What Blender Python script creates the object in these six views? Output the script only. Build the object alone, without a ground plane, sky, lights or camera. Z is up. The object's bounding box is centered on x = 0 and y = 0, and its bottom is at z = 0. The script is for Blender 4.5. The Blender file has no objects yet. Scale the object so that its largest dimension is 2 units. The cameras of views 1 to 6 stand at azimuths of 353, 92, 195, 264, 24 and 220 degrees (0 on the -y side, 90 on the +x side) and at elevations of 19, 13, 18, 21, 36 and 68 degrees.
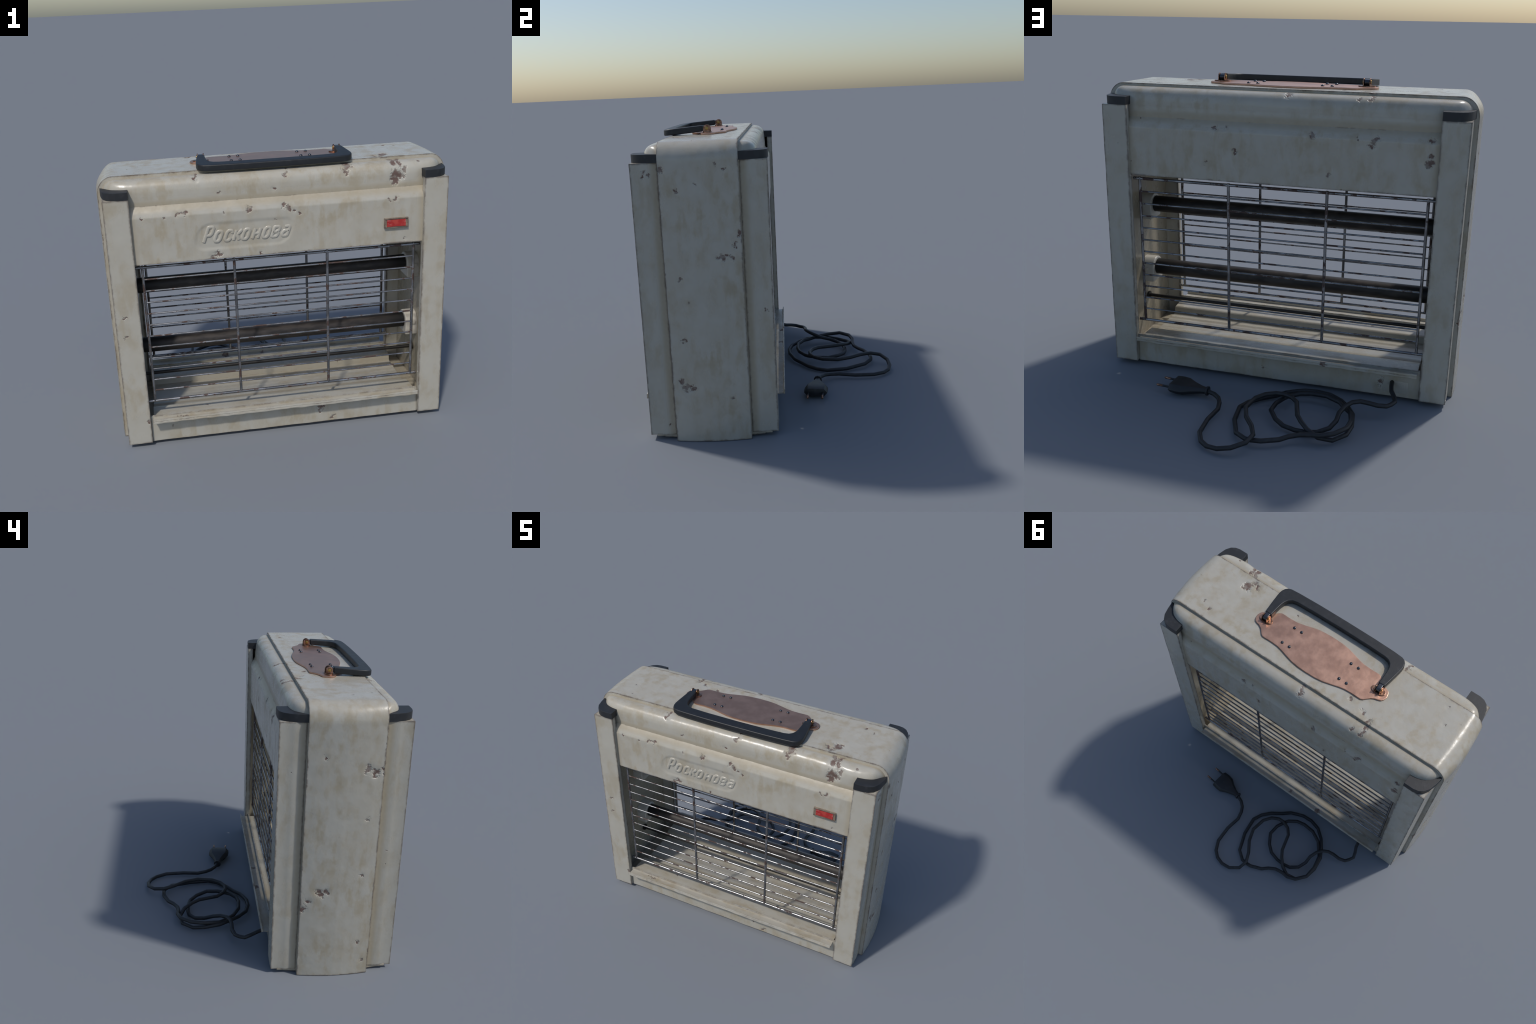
# Vintage enamelled electric heater: a bowed sheet-metal case with a wrap-over band,
# embossed front, wire guards, two heating tubes, copper carry handle and a mains cord.
import bpy, bmesh, math, random
from mathutils import Vector, noise, Matrix

random.seed(7)
YC = -0.357            # the case is symmetric about this y
TOP = 1.609            # top of the wrap-over band
BAND_D = 0.203         # half depth of the band
STEP = 0.016           # band stands proud of the case by this much

# --------------------------------------------------------------------------- helpers
def empty(name):
    o = bpy.data.objects.new(name, None)
    bpy.context.scene.collection.objects.link(o)
    return o

ROOT = empty("electric_heater")
ROOT["label"] = "worn cream metal heater with wire guards and black cord"
ROOT["category"] = "electric heater"

def link(name, me, mat=None, parent=None, smooth=40, weighted=False):
    o = bpy.data.objects.new(name, me)
    bpy.context.scene.collection.objects.link(o)
    o.parent = parent if parent is not None else ROOT
    if mat is not None and not me.materials:
        me.materials.append(mat)
    if smooth is not None:
        me.polygons.foreach_set("use_smooth", [True] * len(me.polygons))
        me.set_sharp_from_angle(angle=math.radians(smooth))
    if weighted:
        m = o.modifiers.new("flat_faces", 'WEIGHTED_NORMAL')
        m.keep_sharp = True
    return o

def mesh(name, verts, faces):
    me = bpy.data.meshes.new(name)
    me.from_pydata([tuple(v) for v in verts], [], faces)
    me.validate()
    me.update()
    return me

def from_bm(name, bm):
    bmesh.ops.recalc_face_normals(bm, faces=bm.faces[:])
    me = bpy.data.meshes.new(name)
    bm.to_mesh(me)
    bm.free()
    return me

def bevel_bm(bm, width, seg=2, angle=30):
    edges = [e for e in bm.edges if len(e.link_faces) == 2 and e.calc_face_angle(0) > math.radians(angle)]
    bmesh.ops.bevel(bm, geom=edges, offset=width, segments=seg, affect='EDGES', clamp_overlap=True, profile=0.5)

def prism(name, outline, axis, lo, hi, bevel=0.0, seg=2, cuts=0):
    """Extrude a 2D outline along an axis ('x','y','z'); outline gives the other two coords in order."""
    def co(p, t):
        if axis == 'x': return (t, p[0], p[1])
        if axis == 'y': return (p[0], t, p[1])
        return (p[0], p[1], t)
    bm = bmesh.new()
    n = len(outline)
    levels = [lo + (hi - lo) * i / (cuts + 1) for i in range(cuts + 2)]
    rings = [[bm.verts.new(co(p, t)) for p in outline] for t in levels]
    for a, b in zip(rings, rings[1:]):
        for i in range(n):
            bm.faces.new((a[i], a[(i + 1) % n], b[(i + 1) % n], b[i]))
    bm.faces.new(rings[0][::-1])
    bm.faces.new(rings[-1])
    bmesh.ops.recalc_face_normals(bm, faces=bm.faces[:])
    if bevel: bevel_bm(bm, bevel, seg)
    return from_bm(name, bm)

def box(name, x0, x1, y0, y1, z0, z1, bevel=0.003, seg=2):
    return prism(name, [(x0, y0), (x1, y0), (x1, y1), (x0, y1)], 'z', z0, z1, bevel, seg)

def sweep(name, pts, radius, sides=10, closed=False, squash=None, caps=True, radii=None):
    """Tube along a polyline with parallel-transported rings; squash = (axis index, factor)."""
    P = [Vector(p) for p in pts]
    n = len(P)
    verts, faces = [], []
    up = None
    for i, p in enumerate(P):
        if closed: t = (P[(i + 1) % n] - P[i - 1])
        else: t = P[min(i + 1, n - 1)] - P[max(i - 1, 0)]
        t.normalize()
        if up is None:
            up = Vector((0, 0, 1)) if abs(t.z) < 0.9 else Vector((0, 1, 0))
        s = t.cross(up).normalized()
        up = s.cross(t).normalized()
        r = radii[i] if radii else radius
        for k in range(sides):
            a = 2 * math.pi * (k + .5) / sides
            o = (s * math.cos(a) + up * math.sin(a)) * r
            if squash: o[squash[0]] *= squash[1]
            verts.append(p + o)
    rng = n if closed else n - 1
    for i in range(rng):
        for k in range(sides):
            a, b = i * sides + k, i * sides + (k + 1) % sides
            c, d = ((i + 1) % n) * sides + (k + 1) % sides, ((i + 1) % n) * sides + k
            faces.append((a, b, c, d))
    if not closed and caps:
        faces.append(tuple(range(sides))[::-1])
        faces.append(tuple(range((n - 1) * sides, n * sides)))
    me = mesh(name, verts, faces)
    bm = bmesh.new(); bm.from_mesh(me)
    bpy.data.meshes.remove(me)
    return from_bm(name, bm)

def rod(name, length, radius, axis='x', sides=10, rings=1):
    v = {'x': Vector((1, 0, 0)), 'y': Vector((0, 1, 0)), 'z': Vector((0, 0, 1))}[axis]
    return sweep(name, [v * (length * (i / rings - .5)) for i in range(rings + 1)], radius, sides)

def interp(table, t):
    """Smooth (Catmull-Rom like, monotone clamp) lookup in a sorted [(t, value)] list."""
    if t <= table[0][0]: return table[0][1]
    for (a, va), (b, vb) in zip(table, table[1:]):
        if t <= b:
            return va + (vb - va) * (t - a) / (b - a)
    return table[-1][1]

def spline(pts, sub=4, closed=False):
    P = [Vector(p) for p in pts]
    n = len(P)
    out = []
    for i in range(n if closed else n - 1):
        if closed: p0, p1, p2, p3 = P[i - 1], P[i], P[(i + 1) % n], P[(i + 2) % n]
        else: p0, p1, p2, p3 = P[max(i - 1, 0)], P[i], P[i + 1], P[min(i + 2, n - 1)]
        for k in range(sub):
            t = k / sub
            out.append(0.5 * ((2 * p1) + (p2 - p0) * t + (2 * p0 - 5 * p1 + 4 * p2 - p3) * t * t + (3 * p1 - p0 - 3 * p2 + p3) * t ** 3))
    if not closed: out.append(P[-1])
    return out

# --------------------------------------------------------------------------- materials
class Nodes:
    def __init__(self, name):
        self.mat = bpy.data.materials.new(name)
        self.mat.use_nodes = True
        self.t = self.mat.node_tree
        self.t.nodes.clear()
        self.out = self.t.nodes.new("ShaderNodeOutputMaterial")
        self.bsdf = self.t.nodes.new("ShaderNodeBsdfPrincipled")
        self.t.links.new(self.bsdf.outputs[0], self.out.inputs[0])
        self.coord = self.t.nodes.new("ShaderNodeTexCoord").outputs["Object"]
    def put(self, sock, v):
        if hasattr(v, "is_linked") or isinstance(v, bpy.types.NodeSocket): self.t.links.new(v, sock)
        else: sock.default_value = v
    def math(self, op, a, b=0.0, c=None, clamp=False):
        n = self.t.nodes.new("ShaderNodeMath"); n.operation = op; n.use_clamp = clamp
        self.put(n.inputs[0], a); self.put(n.inputs[1], b)
        if c is not None: self.put(n.inputs[2], c)
        return n.outputs[0]
    def vec(self, op, a, b=(0, 0, 0), scalar=False):
        n = self.t.nodes.new("ShaderNodeVectorMath"); n.operation = op
        self.put(n.inputs[0], a)
        if op == 'SCALE': self.put(n.inputs[3], b)
        else: self.put(n.inputs[1], b)
        return n.outputs["Value"] if scalar else n.outputs["Vector"]
    def noise(self, co, scale, detail=3.0, rough=0.55, color=False, distortion=0.0):
        n = self.t.nodes.new("ShaderNodeTexNoise")
        self.put(n.inputs["Vector"], co)
        n.inputs["Scale"].default_value = scale; n.inputs["Detail"].default_value = detail
        n.inputs["Roughness"].default_value = rough; n.inputs["Distortion"].default_value = distortion
        return n.outputs["Color" if color else "Fac"]
    def step(self, v, lo, hi):
        n = self.t.nodes.new("ShaderNodeMapRange"); n.interpolation_type = 'SMOOTHSTEP'
        self.put(n.inputs[0], v); self.put(n.inputs[1], lo); self.put(n.inputs[2], hi)
        return n.outputs[0]
    def mix(self, f, a, b):
        n = self.t.nodes.new("ShaderNodeMix"); n.data_type = 'RGBA'
        self.put(n.inputs[0], f)
        for s, v in ((n.inputs[6], a), (n.inputs[7], b)):
            self.put(s, v if isinstance(v, bpy.types.NodeSocket) else (*v, 1.0))
        return n.outputs[2]
    def scaled(self, s):
        return self.vec('MULTIPLY', self.coord, s)
    def xyz(self):
        n = self.t.nodes.new("ShaderNodeSeparateXYZ"); self.t.links.new(self.coord, n.inputs[0])
        return n.outputs
    def edge(self, radius=0.01, samples=6):
        b = self.t.nodes.new("ShaderNodeBevel"); b.samples = samples; b.inputs[0].default_value = radius
        g = self.t.nodes.new("ShaderNodeNewGeometry")
        return self.math('SUBTRACT', 1.0, self.vec('DOT_PRODUCT', b.outputs[0], g.outputs["Normal"], True))
    def bump(self, h, strength=0.3, dist=0.01, normal=None):
        n = self.t.nodes.new("ShaderNodeBump"); n.inputs["Strength"].default_value = strength
        n.inputs["Distance"].default_value = dist; self.put(n.inputs["Height"], h)
        if normal is not None: self.put(n.inputs["Normal"], normal)
        return n.outputs[0]
    def finish(self, color, rough, metal=0.0, normal=None, spec=0.5):
        self.put(self.bsdf.inputs["Base Color"], color if isinstance(color, bpy.types.NodeSocket) else (*color, 1))
        self.put(self.bsdf.inputs["Roughness"], rough); self.put(self.bsdf.inputs["Metallic"], metal)
        self.bsdf.inputs["Specular IOR Level"].default_value = spec
        if normal is not None: self.put(self.bsdf.inputs["Normal"], normal)
        return self.mat

WHITE = (0.442, 0.420, 0.362)
BEIGE = (0.355, 0.302, 0.212)
RUST = (0.140, 0.090, 0.073)
BARE = (0.235, 0.20, 0.17)

def enamel(name, chips=(), flat=(1, 1, 1), wear=1.0, crease_tint=None, stain=1.0, base=WHITE, specks=1.0, streak=(15, 15, 8), reach=0.020):
    """Cream enamel: beige stains and runs, chipped spots with bare rusty metal, worn edges.
    chips = (x, y, z, radius); flat drops an axis from the distance; dirt(nodes) -> mask socket."""
    N = Nodes(name)
    grain = N.noise(N.coord, 60, 2)
    mottled = N.noise(N.scaled(streak), 1.0, 5, 0.6)
    blotch = N.noise(N.coord, 4.3, 4, 0.6)
    runs = N.noise(N.scaled((26, 26, 1.3)), 1.0, 3, 0.5)
    st = N.step(N.math('ADD', mottled, N.math('MULTIPLY', N.math('SUBTRACT', runs, 0.5), 0.30)), 0.40, 0.66)
    st = N.math('MULTIPLY', st, N.step(blotch, 0.32, 0.60))
    st = N.math('MULTIPLY', st, 0.82 * stain)
    if crease_tint is not None:
        d = N.math('MULTIPLY', crease_tint(N), N.math('MULTIPLY_ADD', mottled, 0.7, 0.55), clamp=True)
        st = N.math('MAXIMUM', st, d)
    haze = N.math('MULTIPLY', N.step(N.noise(N.coord, 7.5, 4, 0.65), 0.40, 0.62), 0.45 * stain)
    col = N.mix(haze, base, tuple(0.55 * b + 0.45 * c for b, c in zip(base, BEIGE)))
    col = N.mix(st, col, BEIGE)
    col = N.mix(N.math('MULTIPLY', N.step(grain, 0.35, 0.75), 0.10), col, (0.54, 0.51, 0.45))
    # chipped spots
    warp = N.vec('SCALE', N.vec('SUBTRACT', N.noise(N.coord, 28, 3, 0.6, color=True), (0.5, 0.5, 0.5)), 0.075)
    p = N.vec('MULTIPLY', N.vec('ADD', N.coord, warp), flat)
    field = None
    for (x, y, z, r) in chips:
        dst = N.vec('DISTANCE', p, (x * flat[0], y * flat[1], z * flat[2]), True)
        f = N.math('MULTIPLY_ADD', dst, -1.0 / (r * 0.9), 1.0)
        field = f if field is None else N.math('MAXIMUM', field, f)
    tiny = N.noise(N.coord, 17, 2, 0.5)
    speck = N.step(N.math('MULTIPLY', N.noise(N.coord, 46, 1, 0.4), N.step(tiny, 0.55, 0.8)), 0.60, 0.66)
    speck = N.math('MULTIPLY', speck, 0.8 * specks)
    if field is None: chip, rim = speck, speck
    else:
        ragged = N.math('ADD', field, N.math('MULTIPLY', N.math('SUBTRACT', N.noise(N.coord, 95, 2), 0.5), 0.7))
        chip = N.math('MAXIMUM', N.step(ragged, 0.16, 0.36), speck)
        rim = N.math('MAXIMUM', N.step(ragged, -0.15, 0.35), speck)
    # worn edges
    e = N.edge(reach)
    worn = N.step(N.math('ADD', e, N.math('MULTIPLY', N.math('SUBTRACT', N.noise(N.coord, 21, 4, 0.7), 0.5), 1.05)), 0.15 / max(wear, .01), 0.20 / max(wear, .01))
    bites = N.math('MULTIPLY', N.step(N.noise(N.coord, 7.5, 2, 0.5), 0.56, 0.64), N.step(e, 0.03, 0.07))
    worn = N.math('MAXIMUM', N.math('MULTIPLY', worn, N.step(e, 0.02, 0.06)), N.math('MULTIPLY', bites, N.step(N.noise(N.coord, 34, 3, 0.6), 0.40, 0.50)))
    worn = N.math('MULTIPLY', worn, min(1.0, wear * 2.0))
    worn = N.math('MULTIPLY', worn, 0.92)
    bare = N.math('MAXIMUM', chip, worn)
    metal = N.mix(N.step(N.noise(N.coord, 38, 3), 0.42, 0.62), RUST, BARE)
    col = N.mix(chip, col, metal)
    col = N.mix(worn, col, (0.082, 0.056, 0.046))
    rough = N.math('MULTIPLY_ADD', bare, 0.38, N.math('MULTIPLY_ADD', st, 0.16, N.math('MULTIPLY_ADD', blotch, 0.12, 0.19)))
    h = N.math('ADD', N.math('MULTIPLY', N.noise(N.coord, 16, 3, 0.5), 0.35), N.math('MULTIPLY', rim, -0.6))
    h = N.math('ADD', h, N.math('MULTIPLY', worn, -0.25))
    return N.finish(col, rough, 0.0, N.bump(h, 0.75, 0.006))

def near(N, sock, at, width, soft):
    """1 where |sock-at| < width, fading over soft."""
    d = N.math('ABSOLUTE', N.math('SUBTRACT', sock, at))
    return N.math('SUBTRACT', 1.0, N.step(d, width, width + soft))

def depth(N):
    return N.math('ABSOLUTE', N.math('SUBTRACT', N.xyz()[1], YC))

def black_plastic(name, col=(0.022, 0.024, 0.028), rough=0.5):
    N = Nodes(name)
    n = N.noise(N.coord, 30, 4)
    c = N.mix(N.math('MULTIPLY', N.step(n, 0.5, 0.8), 0.5), col, tuple(min(1, v * 2.2 + .01) for v in col))
    e = N.step(N.edge(0.008), 0.02, 0.25)
    c = N.mix(N.math('MULTIPLY', e, 0.25), c, (0.10, 0.10, 0.10))
    return N.finish(c, N.math('MULTIPLY_ADD', n, 0.2, rough - 0.1), 0, N.bump(N.noise(N.coord, 120, 2), 0.12, 0.003))

def steel(name):
    N = Nodes(name)
    info = N.t.nodes.new("ShaderNodeObjectInfo")
    co = N.vec('ADD', N.coord, N.vec('SCALE', info.outputs["Location"], 3.7))
    n = N.noise(N.vec('MULTIPLY', co, (14, 60, 14)), 1.0, 4, 0.65)
    rust = N.step(n, 0.53, 0.60)
    dark = N.step(N.noise(N.vec('MULTIPLY', co, (9, 50, 9)), 1.0, 3), 0.42, 0.6)
    c = N.mix(dark, (0.20, 0.20, 0.205), (0.36, 0.36, 0.37))
    c = N.mix(rust, c, (0.075, 0.045, 0.037))
    return N.finish(c, N.math('MULTIPLY_ADD', rust, 0.4, 0.27), N.math('MULTIPLY_ADD', rust, -0.7, 0.85), N.bump(n, 0.25, 0.003))

def copper(name):
    N = Nodes(name)
    n = N.noise(N.coord, 14, 4, 0.6)
    c = N.mix(N.step(n, 0.35, 0.68), (0.50, 0.295, 0.212), (0.58, 0.355, 0.262))
    e = N.math('MULTIPLY', N.step(N.edge(0.006), 0.03, 0.2), N.step(N.noise(N.coord, 70, 2), 0.4, 0.55))
    c = N.mix(N.math('MULTIPLY', e, 0.5), c, (0.72, 0.52, 0.45))
    return N.finish(c, N.math('MULTIPLY_ADD', n, 0.2, 0.30), 0.92, N.bump(N.noise(N.coord, 24, 3), 0.18, 0.004))

def bright_copper(name):
    N = Nodes(name)
    n = N.noise(N.coord, 60, 3)
    return N.finish(N.mix(N.step(n, .35, .65), (0.17, 0.09, 0.058), (0.47, 0.28, 0.20)), 0.36, 1.0, N.bump(n, 0.1, 0.003))

def tube_metal(name):
    N = Nodes(name)
    ax = N.math('ABSOLUTE', N.xyz()[0])
    n = N.noise(N.scaled((9, 30, 30)), 1.0, 4, 0.6)
    soot = N.step(N.math('ADD', ax, N.math('MULTIPLY', n, 0.2)), 0.72, 0.95)
    c = N.mix(N.step(n, 0.38, 0.68), (0.026, 0.022, 0.020), (0.060, 0.050, 0.044))
    c = N.mix(soot, c, (0.008, 0.008, 0.008))
    return N.finish(c, N.math('MULTIPLY_ADD', n, 0.2, 0.42), 0.25, N.bump(n, 0.1, 0.003))

def ceramic(name):
    N = Nodes(name)
    n = N.noise(N.coord, 12, 3)
    c = N.mix(N.math('MULTIPLY', N.step(n, .45, .7), .5), (0.56, 0.53, 0.47), (0.42, 0.38, 0.31))
    return N.finish(c, 0.35)

def red_plastic(name):
    N = Nodes(name)
    n = N.noise(N.scaled((40, 40, 90)), 1.0, 4, 0.6)
    c = N.mix(N.step(N.noise(N.coord, 30, 2), .4, .6), (0.36, 0.022, 0.020), (0.43, 0.05, 0.038))
    x = N.xyz()
    side = N.step(N.math('ABSOLUTE', N.math('SUBTRACT', x[0], 0.657)), 0.02, 0.055)
    scr = N.math('MULTIPLY', N.step(n, 0.53, 0.60), side)
    c = N.mix(N.math('MULTIPLY', scr, 0.4), c, (0.58, 0.42, 0.42))
    return N.finish(c, N.math('MULTIPLY_ADD', n, 0.25, 0.25), 0, N.bump(n, 0.1, 0.002))

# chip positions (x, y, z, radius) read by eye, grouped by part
CHIP_BAND = [(.637,-.476,1.609,.040),(.581,-.511,1.609,.022),(.613,-.525,1.609,.024),(.721,-.222,1.609,.014),(-.306,-.225,1.609,.017),
    (-.401,-.201,1.609,.015),(-.47,-.169,1.609,.02),(.27,-.493,1.609,.012),(-.769,-.504,1.609,.012),(-.808,-.399,1.609,.010),(.783,-.248,1.609,.011),
    (-.99,-.471,1.265,.026),(-.99,-.510,1.245,.024),(-.99,-.518,1.225,.02),(-.99,-.551,1.251,.018),(-.99,-.246,.547,.022),(-.99,-.292,.548,.022),
    (-.99,-.267,.527,.02),(-.985,-.197,.48,.022),(-.98,-.166,.441,.028),(-.99,-.246,1.33,.014),(-.99,-.488,.977,.014),(-.99,-.482,.645,.013),
    (-.99,-.488,.212,.012),(-.985,-.52,.09,.014),(.99,-.278,1.02,.024),(.99,-.248,1.019,.024),(.985,-.209,1.005,.017),(.985,-.189,1.079,.016),
    (.98,-.162,1.134,.02),(.99,-.482,.908,.014),(.99,-.485,.314,.028),(.99,-.454,.299,.022),(.985,-.515,.343,.018),(.997,-.376,1.398,.010),
    (.99,-.471,1.36,.016),(.98,-.545,1.474,.022),(.99,-.268,1.499,.011),(.99,-.231,1.462,.011),(.99,-.242,.244,.013),(.99,-.487,.577,.013)]
CHIP_FRONT = [(.65,0,1.590,.022),(.688,0,1.583,.022),(.668,0,1.523,.034),(.657,0,1.490,.028),(.713,0,1.553,.022),(.696,0,1.512,.022),
    (.391,0,1.588,.032),(.378,0,1.556,.020),(-.449,0,1.588,.018),(-.45,0,1.572,.012),(.055,0,1.582,.012),(.038,0,1.567,.013),(-.032,0,1.497,.012),
    (-.569,0,1.403,.016),(-.545,0,1.403,.012),(-.52,0,1.404,.016),(-.759,0,1.397,.009),(-.634,0,1.391,.009),(-.173,0,1.399,.016),(.018,0,1.402,.017),
    (.049,0,1.385,.016),(.077,0,1.370,.010),(.104,0,1.356,.010),(-.308,0,1.394,.010),(-.383,0,1.145,.026),(-.353,0,1.158,.016),(-.118,0,1.150,.009),
    (.715,0,1.155,.010),(.658,0,1.396,.014),(.619,0,1.395,.012),(-.324,0,1.495,.009)]
CHIP_BACK = [(.337,0,1.403,.019),(.325,0,1.412,.011),(.268,0,1.42,.013),(-.181,0,1.397,.018),(-.501,0,1.394,.032),(-.49,0,1.359,.016),
    (-.774,0,1.405,.022),(-.77,0,1.294,.024),(-.773,0,1.33,.018),(.383,0,1.223,.010),(.217,0,1.295,.010),(-.274,0,1.214,.010),(-.411,0,1.396,.010),
    (-.042,0,1.588,.018),(-.406,0,1.585,.014),(-.469,0,1.591,.014)]
CHIP_RAIL = [(.213,-.69,.126,.024),(.206,-.69,.095,.022),(.282,-.69,.047,.018),(-.701,-.69,.114,.012),(-.61,-.03,.10,.022),(-.60,-.03,.075,.018),(.05,-.03,.09,.012)]
CHIP_TRAY = [(-.643,-.697,.193,.026),(-.61,-.698,.193,.022),(.139,-.676,.19,.022),(-.469,-.59,.165,.010),(-.30,.015,.19,.03),(-.05,.015,.185,.025),(.438,-.192,.15,.012)]
CHIP_POST = [(-.897,-.706,.839,.014),(-.905,-.706,.714,.011),(-.825,-.706,.171,.016),(.96,-.642,1.451,.024),(.962,-.608,1.435,.014),(-.96,-.634,.848,.010),
    (-.96,-.618,.771,.009),(.955,-.053,.711,.010),(.968,-.591,.09,.016),(.875,-.006,1.30,.010)]

def groove_tint(N):
    z = N.xyz()[2]
    g = N.math('MULTIPLY', near(N, z, 1.450, 0.012, 0.035), 0.85)
    x = N.math('ABSOLUTE', N.xyz()[0])
    side = N.math('MULTIPLY', N.math('MULTIPLY', N.step(x, 0.765, 0.812), N.math('SUBTRACT', 1.0, N.step(z, 1.47, 1.54))), 0.7)  # beige tone toward the fascia ends, fading out above the groove
    root = N.math('MULTIPLY', N.math('SUBTRACT', 1.0, N.step(depth(N), 0.212, 0.235)), 0.8)
    return N.math('MAXIMUM', N.math('MAXIMUM', g, side), root)

def strip_tint(N):  # beige tone on the strip next to the band, fading toward the post
    return N.math('MULTIPLY', N.math('SUBTRACT', 1.0, N.step(depth(N), 0.225, 0.262)), 0.9)

def trough_tint(N):
    d = depth(N)
    return N.math('MULTIPLY', N.math('MAXIMUM', near(N, d, 0.165, 0.006, 0.02), near(N, d, 0.09, 0.004, 0.012)), 0.7)

M_BAND = enamel("enamel_band", CHIP_BAND, streak=(15, 15, 8))
M_FRONT = enamel("enamel_front", CHIP_FRONT, (1, 0, 1), crease_tint=groove_tint, wear=.8)
M_BACK = enamel("enamel_back", CHIP_BACK, (1, 0, 1), crease_tint=groove_tint, wear=.8)
M_RAIL = enamel("enamel_rail", CHIP_RAIL, wear=1.0, reach=.012)
M_TRAY = enamel("enamel_tray", CHIP_TRAY, wear=.9, crease_tint=trough_tint, streak=(5, 14, 14), reach=.0045)
M_POST = enamel("enamel_post", CHIP_POST, wear=1.7, stain=.75, crease_tint=strip_tint)
M_SIDE = enamel("enamel_side", (), crease_tint=strip_tint)
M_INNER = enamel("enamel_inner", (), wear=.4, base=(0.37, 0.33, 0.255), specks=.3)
M_LETTER = enamel("enamel_letter", (), wear=0.0, specks=0, stain=.6)
M_BLACK = black_plastic("black_plastic", (0.017, 0.0185, 0.021))
M_HANDLE = black_plastic("handle_plastic", (0.0125, 0.014, 0.0165), 0.46)
M_CORD = black_plastic("cord_rubber", (0.016, 0.017, 0.019), 0.5)
M_STEEL = steel("rusty_steel_wire")
M_DARKSTEEL = Nodes("dark_steel").finish((0.09, 0.095, 0.105), 0.28, 0.9)
M_COPPER = copper("aged_copper")
M_BRIGHT = bright_copper("bright_copper")
M_BRASS = Nodes("brass_pin").finish((0.42, 0.28, 0.10), 0.35, 1.0)
M_TUBE = tube_metal("sooty_tube")
M_ROD = Nodes("dark_rod").finish((0.022, 0.020, 0.018), 0.45, 0.3)
M_CERAMIC = ceramic("ceramic")
M_RED = red_plastic("red_plastic")
M_BEZEL = enamel("bezel_enamel", (), wear=1.6, base=(0.20, 0.15, 0.115), specks=.5)

# --------------------------------------------------------------------------- case
def side_x(d):
    """Outer plan curve of the bowed case side at distance d from the middle plane."""
    return interp([(0, 1.0), (.05, .9985), (.10, .9955), (.15, .9905), (.203, .983), (.28, .972), (.35, .9585)], abs(d))

def dent(p, spots, amount):
    s = 0
    for (x, y, z, r) in spots:
        q = (p - Vector((x, y, z))).length / (r * 1.6)
        if q < 1: s += (1 - q * q) ** 2 * amount * min(1, r / .02)
    return s

# wrap-over band: grid along the side-top-side path
RX0, RZ = .897, .100      # corner starts at this x on top; its height

def band_path():
    R = RZ
    pts = []
    nz = 150
    for i in range(nz):
        pts.append(("side", 1.0, i / nz * (TOP - R)))
    na = 14
    for i in range(na):
        pts.append(("arc", 1.0, i / na * math.pi / 2))
    nx = 180
    for i in range(nx + 1):
        pts.append(("top", 1 - 2 * i / nx, 0))
    for i in range(na - 1, -1, -1):
        pts.append(("arc", -1.0, i / na * math.pi / 2))
    for i in range(nz - 1, -1, -1):
        pts.append(("side", -1.0, i / nz * (TOP - R)))
    return pts, R

def band_point(e, d, off):
    kind, s, t = e
    X = side_x(d) - off
    if kind == "side": return Vector((s * X, YC + d, t)), Vector((s, 0, 0))
    if kind == "arc":
        return (Vector((s * (RX0 + (X - RX0) * math.cos(t)), YC + d, TOP - RZ + (RZ - off) * math.sin(t))),
                Vector((s * math.cos(t), 0, math.sin(t))))
    return Vector((s * RX0, YC + d, TOP - off)), Vector((0, 0, 1))

def build_band():
    path, R = band_path()
    nd = 44
    ds = [-BAND_D + 2 * BAND_D * j / nd for j in range(nd + 1)]
    verts, faces = [], []
    for e in path:
        for d in ds:
            p, n = band_point(e, d, 0)
            w = noise.noise(p * 7.0) * .0011 + noise.noise(p * 19.0) * .0005
            fade = min(1, (BAND_D - abs(d)) / .02)
            w = w * fade - dent(p, CHIP_BAND, .0035)
            if e[0] == "side" and e[2] < .03: w *= e[2] / .03
            verts.append(p + n * w)
    base = len(verts)
    m = nd + 1
    for i in range(len(path) - 1):
        for j in range(nd):
            a = i * m + j
            faces.append((a, a + 1, a + m + 1, a + m))
    # folded inner edge: rims go in by a little more than the step
    for e in path:
        for d in (-BAND_D, BAND_D):
            p, n = band_point(e, d, STEP + .030)
            verts.append(p)
    for i in range(len(path) - 1):
        a, b = base + 2 * i, base + 2 * i + 2
        faces.append((i * m, (i + 1) * m, b, a))
        faces.append((i * m + nd, a + 1, b + 1, (i + 1) * m + nd))
    for i in (0, len(path) - 1):      # bottom ends
        ring = [i * m + j for j in range(m)]
        faces.append(tuple(ring + [base + 2 * i + 1, base + 2 * i]))
    bm = bmesh.new()
    me = mesh("casing_band", verts, faces)
    bm.from_mesh(me); bpy.data.meshes.remove(me)
    return link("casing_band", from_bm("casing_band", bm), M_BAND, smooth=35)

build_band()

# bowed side panels behind the band
def build_side(s):
    ds = [-.275 + .55 * j / 40 for j in range(41)]
    out = [(s * (side_x(d) - STEP - .0095), YC + d) for d in ds]
    inn = [(s * (side_x(d) - STEP - .020), YC + d) for d in ds[::-1]]
    ol = out + inn
    me = prism("side_panel", ol if s > 0 else ol[::-1], 'z', .010, 1.52, .0)
    link("side_panel", me, M_SIDE, smooth=35)

for s in (1, -1): build_side(s)

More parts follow.
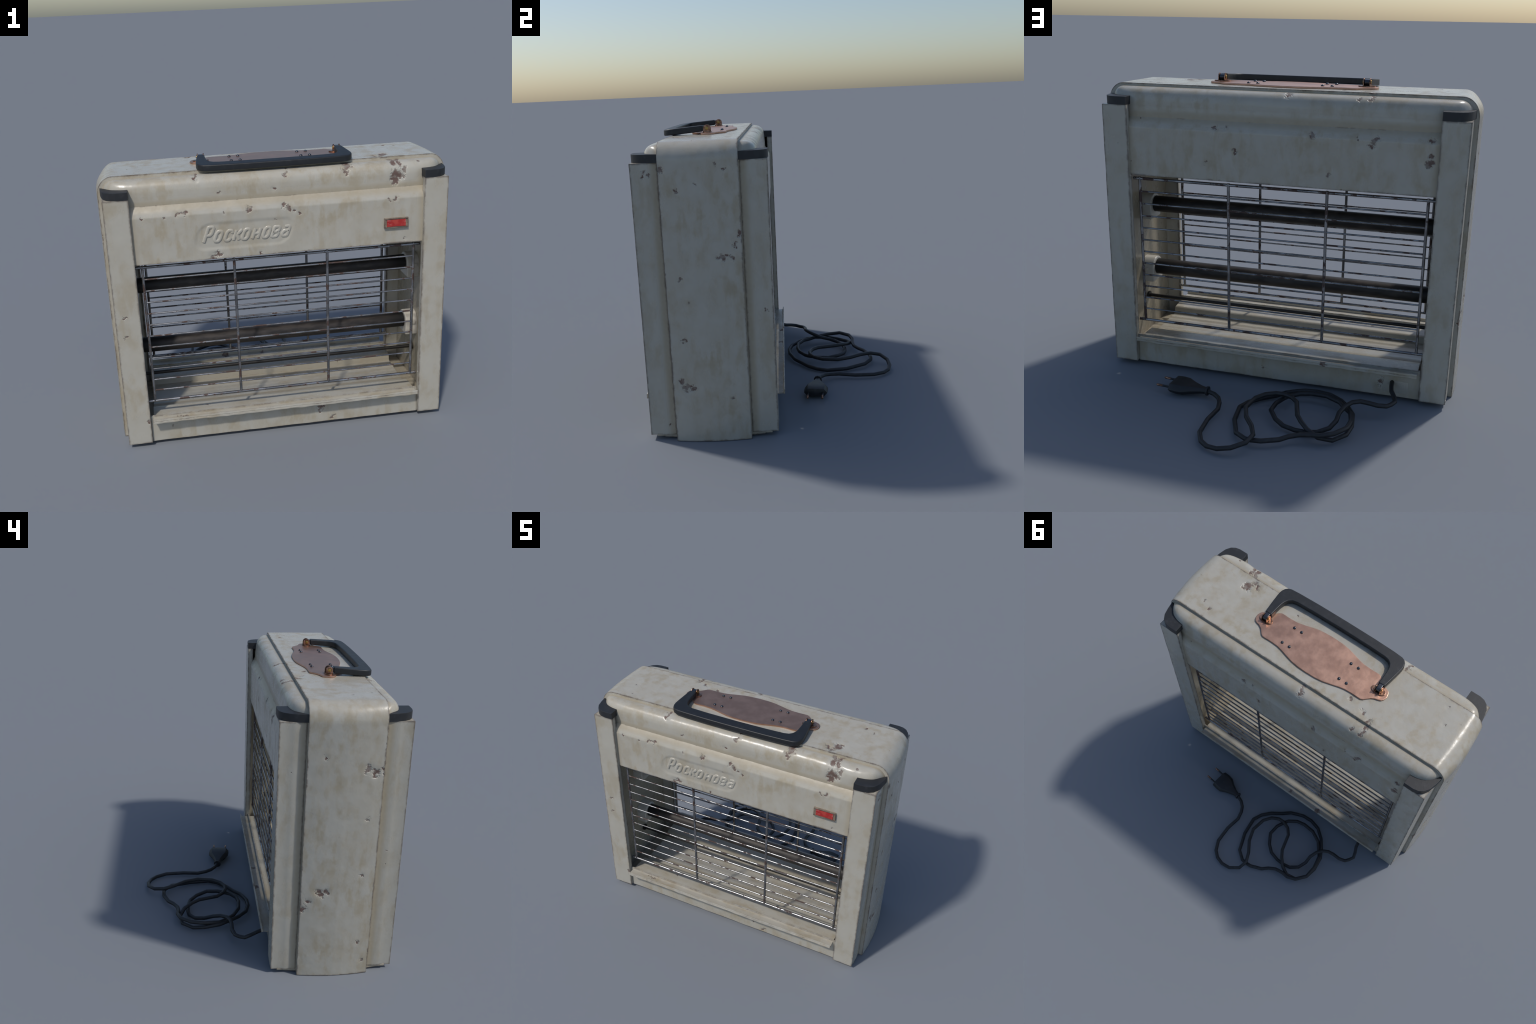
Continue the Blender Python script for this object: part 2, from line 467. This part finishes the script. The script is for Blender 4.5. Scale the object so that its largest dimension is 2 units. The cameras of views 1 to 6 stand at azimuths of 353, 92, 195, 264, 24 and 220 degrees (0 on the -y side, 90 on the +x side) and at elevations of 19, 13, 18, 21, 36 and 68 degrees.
# corner posts with a squared corner, each carrying a rounded black cap
def build_post(s, f):
    skin = [(s * (side_x(d) - STEP + .0012 - k), YC + f * d) for d, k in ((.31, 0), (.28, 0), (.265, .001), (.25, .0035), (.235, .0065), (.22, .0085), (.206, .0090))]
    ol = [(s * .815, YC + f * .350), (s * .9535, YC + f * .350)] + skin + [(s * .945, YC + f * .206), (s * .938, YC + f * .300), (s * .895, YC + f * .303), (s * .823, YC + f * .328), (s * .823, YC + f * .315), (s * .815, YC + f * .315)]
    bm_me = prism("corner_post", ol, 'z', .025, 1.507, .0022, 2, cuts=60)
    for v in bm_me.vertices:      # hand-beaten waviness of the sheet
        k = noise.noise(v.co * 14) * .0013 + noise.noise(v.co * 37) * .0007
        v.co.x += k * .7; v.co.y += k * .7
    post = link("corner_post", bm_me, M_POST, smooth=40, weighted=True)
    outer = [(.815, .3515), (.875, .3515), (.905, .345), (.930, .328), (.949, .298), (.960, .255), (.968, .2045)]
    inner = [(.968, .200), (.935, .232), (.905, .258), (.859, .275), (.815, .280)]
    ol = [(s * x, YC + f * d) for x, d in outer + inner]
    cap = prism("post_cap", ol, 'z', 1.5062, 1.550, .003, 2)
    link("post_cap", cap, M_BLACK, post, smooth=35, weighted=True)

for s in (1, -1):
    for f in (1, -1): build_post(s, f)

# embossed front / back fascia -------------------------------------------------
# profile: (z, half depth) from the band root over the bulge, the groove and the crease
BULGE = spline([(1.593, .195, 0), (1.5935, .225, 0), (1.590, .250, 0), (1.580, .272, 0), (1.560, .2885, 0), (1.535, .2955, 0), (1.510, .297, 0), (1.500, .297, 0)], 5)
LOWER = [(1.500, .297), (1.49, .297), (1.478, .297), (1.465, .297), (1.4525, .297), (1.446, .3025), (1.437, .3095), (1.427, .3165), (1.416, .3232),
         (1.407, .3268), (1.400, .3298), (1.3955, .3313)] + [(1.3955 - .2625 * i / 44, .3313 - .001 * i / 44) for i in range(1, 45)]
LOWER_BACK = [(1.500, .297), (1.49, .298), (1.478, .2992), (1.462, .2995), (1.443, .2995), (1.437, .3032), (1.430, .3080), (1.422, .3135), (1.412, .3198),
         (1.403, .3252), (1.396, .3288), (1.3905, .3308)] + [(1.3905 - .2575 * i / 44, .3308 - .001 * i / 44) for i in range(1, 45)]
PLAN = [(0, .297), (.79, .297), (.83, .2945), (.859, .290), (.885, .281), (.905, .271), (.922, .256), (.935, .241), (.95, .220), (.962, .203), (.967, .196)]

def recess(x, z):
    """Shallow stamped field with rounded corners around the lettering."""
    xs = x - (z - 1.26) * .30
    qx, qz = abs(xs + .205) - .200, abs(z - 1.264) - .006
    r = math.hypot(max(qx, 0), max(qz, 0)) + min(max(qx, qz), 0) - .066
    t = max(0, min(1, (r + .011) / .022))
    return -.0036 * (1 - t * t * (3 - 2 * t))

def build_fascia(f, mat, spots, front):
    LOW = LOWER if front else LOWER_BACK
    nx = 300
    xs = [-.845 + 1.690 * i / nx for i in range(nx + 1)]
    tail = [.853, .862, .873, .884, .895, .905, .914, .922, .930, .938, .945, .951, .957, .962, .966]
    cols = [-x for x in tail[::-1]] + xs + tail
    verts, faces, idx = [], [], {}
    def add(key, v):
        idx[key] = len(verts); verts.append(v)
    def rough(x, z, d, y):
        p = Vector((x, y, z))
        w = noise.noise(p * 6.5) * .0016 + noise.noise(p * 17) * .0008
        for (cx, _, cz, r) in spots:
            q = math.hypot(x - cx, z - cz) / (r * 1.7)
            if q < 1: w -= (1 - q * q) ** 2 * .004 * min(1, r / .02)
        return w
    for i, x in enumerate(cols):
        ax = abs(x)
        Dm = interp(PLAN, ax)
        over = max(0, ax - .884) / .083
        drop = .100 * (1 - math.sqrt(max(0, 1 - over * over)))
        for j, b in enumerate(BULGE):
            z, d = b.x, b.y
            d = .195 + (d - .195) * (Dm - .195) / .102
            z = max(z - drop, 1.500)
            k = min(1, j / 5)
            add((i, j), Vector((x, YC + f * (d + rough(x, z, d, YC + f * d) * k), z)))
    nb = len(BULGE)
    n0, n1 = len(tail), len(tail) + nx
    for i in range(n0, n1 + 1):
        x = cols[i]
        for j, (z, d) in enumerate(LOW[1:]):
            dd = d + (recess(x, z) if front else 0)
            k = .5 if z < 1.14 else 1
            add((i, nb + j), Vector((x, YC + f * (dd + rough(x, z, d, YC + f * d) * k), z)))
        add((i, nb + len(LOW) - 1), Vector((x, YC + f * .318, 1.1325)))
        add((i, nb + len(LOW)), Vector((x, YC + f * .318, 1.150)))
    for i in range(len(cols) - 1):
        last = nb + len(LOW) if n0 <= i < n1 else nb - 1
        for j in range(last):
            q = [(i, j), (i + 1, j), (i + 1, j + 1), (i, j + 1)]
            faces.append(tuple(idx[k] for k in q))
    bm = bmesh.new()
    me = mesh("fascia", verts, faces); bm.from_mesh(me); bpy.data.meshes.remove(me)
    bmesh.ops.remove_doubles(bm, verts=bm.verts[:], dist=.0001)
    me = bpy.data.meshes.new("fascia")
    bm.normal_update()
    if sum(fc.normal.y * f for fc in bm.faces) < 0: bmesh.ops.reverse_faces(bm, faces=bm.faces[:])
    bm.to_mesh(me); bm.free()
    return link("fascia", me, mat, smooth=25)

FRONT = build_fascia(-1, M_FRONT, CHIP_FRONT, True)
BACK = build_fascia(1, M_BACK, CHIP_BACK, False)

# embossed lettering, drawn as rounded strokes in a slanted cell
LH, SLANT, SR = .076, .38, .0104
def strokes(ch):
    w = .0305      # centreline width
    t = 1.0
    o = [(.25, 0), (.75, 0), (1, .2), (1, .8), (.75, 1), (.25, 1), (0, .8), (0, .2), (.25, 0)]
    return {
        'Р': [[(0, 0), (0, 1.5), (.75, 1.5), (1, 1.35), (1, .85), (.75, .66), (0, .66)]],
        'о': [o],
        'с': [[(1, .72), (1, .85), (.78, 1), (.25, 1), (0, .8), (0, .2), (.25, 0), (.78, 0), (1, .18), (1, .26)]],
        'к': [[(0, 0), (0, 1)], [(1.05, 1), (.32, .52), (1.0, 0)]],
        'н': [[(0, 0), (0, 1)], [(1, 0), (1, 1)], [(0, .5), (1, .5)]],
        'в': [[(0, .5), (.72, .5), (1, .68), (1, .85), (.8, 1), (0, 1), (0, 0), (.8, 0), (1, .15), (1, .35), (.72, .5)]],
        'а': [[(.05, .95), (.8, 1), (1, .84), (1, 0)], [(1, 0), (.25, 0), (0, .14), (0, .38), (.25, .54), (1, .54)]],
    }[ch], w

def dense(poly, step=.12):
    out = []
    for (a, b), (c, d) in zip(poly, poly[1:]):
        n = max(1, int(math.hypot(c - a, d - b) / step))
        out += [(a + (c - a) * i / n, b + (d - b) * i / n) for i in range(n)]
    return out + [poly[-1]]

for ch, x0 in zip("Росконова", [-.446, -.389, -.332, -.282, -.236, -.177, -.121, -.069, -.013]):
    lines, w = strokes(ch)
    allv, allf = [], []
    for ln in lines:
        closed = ln[0] == ln[-1]
        pts = []
        for (a, b) in dense(ln):
            z = 1.2225 + SR + b * (LH - 2 * SR)
            x = x0 + SR + a * w + (z - 1.2225) * SLANT
            pts.append((x, YC - .3270, z))
        if closed: pts = pts[:-1]
        me = sweep("letter", pts, SR, 10, closed, squash=(1, .50))
        off = len(allv)
        allv += [v.co.copy() for v in me.vertices]
        allf += [tuple(off + i for i in p.vertices) for p in me.polygons]
        bpy.data.meshes.remove(me)
    me = mesh("letter", allv, allf)
    link("letter", me, M_LETTER, FRONT, smooth=60)

# rocker switch
sw = link("power_switch", prism("power_switch", [(.588, 1.2285), (.727, 1.2285), (.727, 1.2855), (.588, 1.2855)], 'y', YC - .346, YC - .325, .002), M_BEZEL)
bm = bmesh.new(); bm.from_mesh(sw.data)
front = [fc for fc in bm.faces if fc.normal.y < -.99 and fc.calc_area() > .004]
r = bmesh.ops.inset_region(bm, faces=front, thickness=.0075, depth=-.006)
bm.to_mesh(sw.data); bm.free()
bm = bmesh.new()
prof = [(-.0555, .337), (-.054, .3445), (-.02, .3435), (0, .3425), (.02, .3435), (.054, .3445), (.0555, .337)]
vs = [[bm.verts.new((.6575 + x, YC - d + (.0012 if z > 1.25 else -.0012) * 1, z)) for x, d in prof] for z in (1.2375, 1.2765)]
for i in range(len(prof) - 1): bm.faces.new((vs[0][i], vs[0][i + 1], vs[1][i + 1], vs[1][i]))
bm.faces.new(vs[0][::-1]); bm.faces.new(vs[1])
bm.faces.new((vs[0][0], vs[1][0], vs[1][-1], vs[0][-1]))
link("rocker", from_bm("rocker", bm), M_RED, sw)

# base rails, floor and ceiling panels
for f in (1, -1):
    y0, y1 = sorted((YC + f * .329, YC + f * .318))
    me = prism("base_rail", [(y0, .022), (y1, .022), (y1, .19), (y0, .19)], 'x', -.8145, .8145, .002, 2, cuts=80)
    for v in me.vertices:
        v.co.y += noise.noise(v.co * 9) * .0014
        v.co.z += noise.noise(v.co * 13) * .0014
    link("base_rail", me, M_RAIL, weighted=True)
link("floor_panel", box("floor_panel", -.955, .955, YC - .315, YC + .315, .018, .030, .002), M_INNER)
link("ceiling_panel", box("ceiling_panel", -.93, .93, YC - .317, YC + .317, 1.142, 1.150, .001), M_INNER)

# bowed inner walls: three facets in plan, running from post to post
WALL = [(-.337, .8965), (-.28, .8980), (-.20, .9000), (-.10, .9020), (0, .9025)]
def build_wall(s):
    pl = WALL + [(-d, x) for d, x in WALL[-2::-1]]
    rows = [.030, .078, .3, .6, .9, 1.142]
    verts, faces = [], []
    m = len(pl)
    for z in rows:
        for d, x in pl: verts.append((s * x, YC + d, z))
    for i in range(len(rows) - 1):
        for j in range(m - 1):
            a = i * m + j
            fc = (a, a + 1, a + m + 1, a + m)
            faces.append(fc if s < 0 else fc[::-1])
    me = mesh("inner_wall", verts, faces)
    link("inner_wall", me, M_INNER, smooth=12)
for s in (1, -1): build_wall(s)
for s in (1, -1):      # floor strip between tray end and wall
    ol = [(s * x, YC + d) for d, x in WALL] + [(s * x, YC - d) for d, x in WALL[-2::-1]]
    ol = [(x, min(max(y, YC - .316), YC + .316)) for x, y in ol] + [(s * .76, YC + .316), (s * .76, YC - .316)]
    link("sill_panel", prism("sill_panel", ol, 'z', .073, .078), M_INNER)

# reflector tray: folded sheet with overhanging lips and a centre trough
HALF = [(.3885, .1725), (.3905, .1745), (.3905, .1835), (.389, .185), (.389, .187), (.3905, .1885), (.3905, .1960), (.3895, .1980), (.3860, .1985), (.3840, .1970), (.3825, .1835), (.380, .1800),
        (.34, .1785), (.29, .1760), (.24, .1728), (.195, .1690), (.180, .1675), (.171, .1625), (.166, .153), (.164, .136), (.160, .129), (.15, .1265), (.10, .1255), (.092, .1285), (.084, .129), (.078, .126), (.03, .1250), (0, .1250)]
UNDER = [(.3845, .1727), (.3805, .176), (.34, .172), (.20, .160), (.176, .157), (.172, .150), (.170, .116), (.08, .1125)]
def build_tray():
    prof = [(-d, z) for d, z in HALF] + [(d, z) for d, z in HALF[-2::-1]]
    nx = 120
    rows = [(-.798 + 1.596 * i / nx) for i in range(nx + 1)]
    verts, faces = [], []
    under = UNDER + [(-d, z) for d, z in UNDER[::-1]]
    m = len(prof) + len(under)
    for x in rows:
        for k, (d, z) in enumerate(prof + under):
            p = Vector((x, YC + d, z))
            w = noise.noise(p * 11) * .0012 if k < len(prof) else 0
            if abs(d) > .384 and z < .18: w += noise.noise(Vector((x * 22, d * 4, 3))) * .0035
            verts.append((x, YC + d, z + w))
    for i in range(nx):
        for j in range(m):
            a, b = i * m + j, i * m + (j + 1) % m
            faces.append((a, b, b + m, a + m))
    faces.append(tuple(range(m)))
    faces.append(tuple(range(nx * m, nx * m + m))[::-1])
    bm = bmesh.new()
    me = mesh("reflector_tray", verts, faces); bm.from_mesh(me); bpy.data.meshes.remove(me)
    link("reflector_tray", from_bm("reflector_tray", bm), M_TRAY, smooth=28)
build_tray()

# --------------------------------------------------------------------------- heating tubes
def holder_mesh(s, zc):
    # arched block round the tube end, flat bottomed
    arc = [(.066 * math.cos(a), .062 * math.sin(a)) for a in [math.pi * i / 14 for i in range(15)]]
    ol = [(YC + y, zc + z) for y, z in arc] + [(YC - .066, zc - .085), (YC + .066, zc - .085)]
    lo, hi = sorted((s * .828, s * .9135))
    return prism("ceramic_holder", ol, 'x', lo, hi, .008, 3)

for zc in (.893, .500):
    pts = [(-.826 + 1.652 * i / 12, YC, zc) for i in range(13)]
    t = link("heating_tube", sweep("heating_tube", pts, .047, 28), M_TUBE)
    for s in (1, -1):
        h = link("ceramic_holder", holder_mesh(s, zc), M_CERAMIC, t, smooth=35, weighted=True)
        for f in (1, -1):
            x0, x1 = sorted((s * .862, s * .892))
            y0, y1 = sorted((YC + f * .0655, YC + f * .0705))
            link("holder_clip", box("holder_clip", x0, x1, y0, y1, zc - .012, zc + .006, .0012), M_CERAMIC, t)
ar = link("support_rod", sweep("support_rod", [(-.897, YC, .303), (0, YC, .303), (.897, YC, .303)], .0108, 14), M_ROD)
for s in (1, -1):
    link("rod_washer", sweep("rod_washer", [(s * .889, YC, .303), (s * .897, YC, .303)], .024, 18), M_ROD, ar)

# --------------------------------------------------------------------------- wire guards
thin = rod("guard_bar", 1.556, .0049, 'x', 8, 24)
thick = rod("guard_frame_bar", 1.632, .0084, 'x', 10, 24)
upright = rod("guard_upright", .848, .0082, 'z', 10, 16)
for me in (thin, thick, upright):
    me.materials.append(M_STEEL)
    me.polygons.foreach_set("use_smooth", [True] * len(me.polygons))
    me.set_sharp_from_angle(angle=math.radians(50))
for f in (1, -1):
    guard = empty("wire_guard"); guard.parent = ROOT
    def place(name, me, loc):
        o = bpy.data.objects.new(name, me)
        o.location = loc; o.parent = guard
        bpy.context.scene.collection.objects.link(o)
    for i in range(1, 12):
        place("guard_bar", thin, (0, YC + f * .2945, .2725 + .0693 * i))
    place("guard_frame_bar", thick, (0, YC + f * .2945, .2725))
    place("guard_frame_bar", thick, (0, YC + f * .2945, 1.1070))
    for x in (-.779, -.267, .267, .779):
        place("guard_upright", upright, (x, YC + f * .2950, .2725 + .42))

# --------------------------------------------------------------------------- carry handle
half_plate = [(.462, .000), (.457, .022), (.447, .036), (.430, .043), (.412, .047), (.392, .058), (.376, .074), (.362, .089), (.348, .097), (.325, .0975),
              (.287, .0965), (.24, .099), (.205, .106), (.16, .119), (.112, .132), (.06, .139), (0, .141)]
quad1 = [(x, d) for x, d in half_plate]
ol = quad1 + [(-x, d) for x, d in quad1[-2::-1]] + [(-x, -d) for x, d in quad1[1:]] + [(x, -d) for x, d in quad1[-2:0:-1]]
PY = -.352
plate = link("handle_plate", prism("handle_plate", [(x, PY + d) for x, d in ol], 'z', 1.6085, 1.6195, .003, 2), M_COPPER, smooth=35, weighted=True)

rv = bmesh.new()
bmesh.ops.create_uvsphere(rv, u_segments=14, v_segments=10, radius=.0098)
for v in rv.verts: v.co.z = max(v.co.z, -.002) * .8
rme = from_bm("rivet", rv)
rme.materials.append(M_DARKSTEEL); rme.polygons.foreach_set("use_smooth", [True] * len(rme.polygons))
for x in (.2275, .1765, -.1765, -.2275):
    for d in (-.0605, .0605):
        o = bpy.data.objects.new("rivet", rme)
        o.location = (x, YC + .0075 + d, 1.620); o.parent = plate
        bpy.context.scene.collection.objects.link(o)

HX, HZ = .399, 1.6430       # hinge position
for s in (1, -1):
    # oval pad
    pad = [(s * HX + .046 * math.cos(a), YC + .026 * math.sin(a)) for a in [2 * math.pi * i / 24 for i in range(24)]]
    br = link("hinge_bracket", prism("hinge_bracket", pad, 'z', 1.619, 1.6255, .002), M_BRIGHT, smooth=35, weighted=True)
    for k in (-1, 1):
        lug = [(YC - .0205, 1.624), (YC + .0205, 1.624)] + [(YC + .0205 * math.cos(a), HZ + .0205 * math.sin(a)) for a in [math.pi * i / 12 for i in range(13)]]
        lo, hi = sorted((s * HX + k * .0145, s * HX + k * .0195))
        link("hinge_lug", prism("hinge_lug", lug, 'x', lo, hi, .0015), M_BRIGHT, br, smooth=35, weighted=True)
        lo, hi = sorted((s * HX + k * .019, s * HX + k * .0235))
        pin = [(YC + .0095 * math.cos(a), HZ + .0095 * math.sin(a)) for a in [2 * math.pi * i / 14 for i in range(14)]]
        link("hinge_pin", prism("hinge_pin", pin, 'x', lo, hi, .001), M_BRASS, br, smooth=35)
    tongue = [(YC - .046, HZ - .011), (YC - .046, HZ + .012), (YC - .004, HZ + .016), (YC + .011, HZ + .012), (YC + .016, HZ), (YC + .011, HZ - .012), (YC - .004, HZ - .015)]
    link("hinge_tongue", prism("hinge_tongue", tongue, 'x', s * HX - .0125, s * HX + .0125, .002), M_DARKSTEEL, br, smooth=35, weighted=True)

# U-shaped grip lying forward, tilting down a little
outer = [(.420, -.382), (.428, -.440), (.4355, -.505), (.438, -.537), (.4355, -.560), (.428, -.580), (.414, -.595), (.394, -.603), (.34, -.6075), (.20, -.612), (0, -.6135)]
inner = [(.378, -.382), (.377, -.430), (.374, -.480), (.369, -.503), (.358, -.524), (.340, -.538), (.310, -.5445), (.20, -.549), (0, -.5515)]
loop = outer + [(-x, y) for x, y in outer[-2::-1]] + [(-x, y) for x, y in inner] + [(x, y) for x, y in inner[-2::-1]]
gm = prism("carry_handle", loop, 'z', -.0175, .0175, .006, 3)
for v in gm.vertices:
    t = (v.co.y + .382) / -.23
    v.co.z += 1.6425 - .0175 * t
    v.co.y -= .004 * max(0, min(1, t))
link("carry_handle", gm, M_HANDLE, smooth=40, weighted=True)

# --------------------------------------------------------------------------- mains cord and plug
link("cable_plate", prism("cable_plate", [(-.753, .046), (-.622, .046), (-.622, .116), (-.753, .116)], 'y', YC + .3275, YC + .3305, .0005), M_LETTER)
CORD = [(-0.668, -0.050, 0.106), (-0.668, -0.015, 0.106), (-0.669, 0.012, 0.102), (-0.674, 0.045, 0.091), (-0.693, 0.087, 0.083), (-0.703, 0.122,
    0.075), (-0.686, 0.152, 0.071), (-0.667, 0.177, 0.072), (-0.624, 0.191, 0.076), (-0.572, 0.191, 0.083), (-0.533, 0.197, 0.089), (-0.495, 0.217,
    0.088), (-0.463, 0.253, 0.079), (-0.443, 0.300, 0.064), (-0.440, 0.356, 0.050), (-0.416, 0.412, 0.037), (-0.364, 0.450, 0.028), (-0.310, 0.459,
    0.024), (-0.253, 0.457, 0.024), (-0.188, 0.441, 0.029), (-0.138, 0.400, 0.034), (-0.094, 0.329, 0.038), (-0.101, 0.256, 0.040), (-0.129, 0.198,
    0.041), (-0.146, 0.173, 0.043), (-0.202, 0.136, 0.048), (-0.260, 0.125, 0.052), (-0.345, 0.132, 0.054), (-0.422, 0.172, 0.052), (-0.459, 0.218,
    0.048), (-0.495, 0.262, 0.051), (-0.514, 0.356, 0.062), (-0.508, 0.441, 0.071), (-0.455, 0.505, 0.068), (-0.394, 0.524, 0.059), (-0.347, 0.518,
    0.051), (-0.291, 0.525, 0.045), (-0.245, 0.550, 0.042), (-0.206, 0.585, 0.039), (-0.125, 0.616, 0.036), (-0.078, 0.618, 0.034), (-0.048, 0.614,
    0.032), (0.015, 0.567, 0.027), (0.044, 0.493, 0.021), (0.066, 0.440, 0.017), (0.081, 0.310, 0.016), (0.052, 0.248, 0.016), (0.001, 0.193, 0.016),
    (-0.067, 0.146, 0.018), (-0.119, 0.103, 0.023), (-0.167, 0.085, 0.029), (-0.212, 0.069, 0.032), (-0.282, 0.065, 0.034), (-0.359, 0.085, 0.038),
    (-0.425, 0.138, 0.043), (-0.472, 0.200, 0.046), (-0.507, 0.261, 0.043), (-0.519, 0.356, 0.035), (-0.504, 0.427, 0.025), (-0.449, 0.493, 0.024),
    (-0.379, 0.508, 0.036), (-0.321, 0.480, 0.052), (-0.277, 0.432, 0.062), (-0.247, 0.385, 0.067), (-0.214, 0.265, 0.069), (-0.179, 0.226, 0.070),
    (-0.130, 0.206, 0.069), (-0.086, 0.206, 0.068), (-0.035, 0.232, 0.067), (0.005, 0.286, 0.067), (0.023, 0.386, 0.067), (-0.007, 0.474, 0.068), (-0.058,
    0.548, 0.067), (-0.087, 0.616, 0.064), (-0.072, 0.680, 0.057), (-0.009, 0.721, 0.042), (0.057, 0.726, 0.028), (0.114, 0.709, 0.021), (0.157, 0.673,
    0.019), (0.190, 0.605, 0.021), (0.194, 0.484, 0.023), (0.176, 0.382, 0.027), (0.188, 0.325, 0.032), (0.207, 0.288, 0.036), (0.242, 0.258, 0.038),
    (0.283, 0.242, 0.039), (0.294, 0.239, 0.039)]
cord = link("power_cord", sweep("power_cord", CORD, .0122, 8), M_CORD, smooth=60)

A = Vector((.288, .2385, .039)); B = Vector((.573, .206, .039))
ax = (B - A).normalized(); sd = Vector((-ax.y, ax.x, 0)); up = Vector((0, 0, 1))
def pl(s, w, h): return A + ax * s + sd * w + up * h
def section(s, w, t, h):
    """Six-sided section: half width w, half width t of the flat top, half height h."""
    return [pl(s, w, 0), pl(s, t, h), pl(s, -t, h), pl(s, -w, 0), pl(s, -t, -h), pl(s, t, -h)]
rings = [section(0, .017, .010, .015), section(.035, .024, .014, .0175), section(.085, .045, .030, .022), section(.128, .0715, .050, .0265), (section(.165, .0735, .052, .0275)), section(.205, .071, .049, .0255)]
bm = bmesh.new()
R = [[bm.verts.new(p) for p in ring] for ring in rings]
for a, b in zip(R, R[1:]):
    for i in range(6): bm.faces.new((a[i], a[(i + 1) % 6], b[(i + 1) % 6], b[i]))
bm.faces.new(R[0]); bm.faces.new(R[-1][::-1])
bmesh.ops.recalc_face_normals(bm, faces=bm.faces[:])
bevel_bm(bm, .002, 2, 20)
plug = link("plug", from_bm("plug", bm), M_CORD, smooth=25)
link("strain_collar", sweep("strain_collar", [pl(-.006, 0, 0), pl(.004, 0, 0)], .0255, 10), M_CORD, plug, smooth=40)
for k in (1, -1):
    link("prong_sleeve", sweep("prong_sleeve", [pl(.20, .0435 * k, 0), pl(.252, .0435 * k, 0)], .0058, 10), M_CORD, plug)
    link("prong", sweep("prong", [pl(.250, .0435 * k, 0), pl(.282, .0435 * k, 0), pl(.287, .0435 * k, 0)], .0066, 12, radii=[.0066, .0066, .004]), M_BRIGHT, plug)
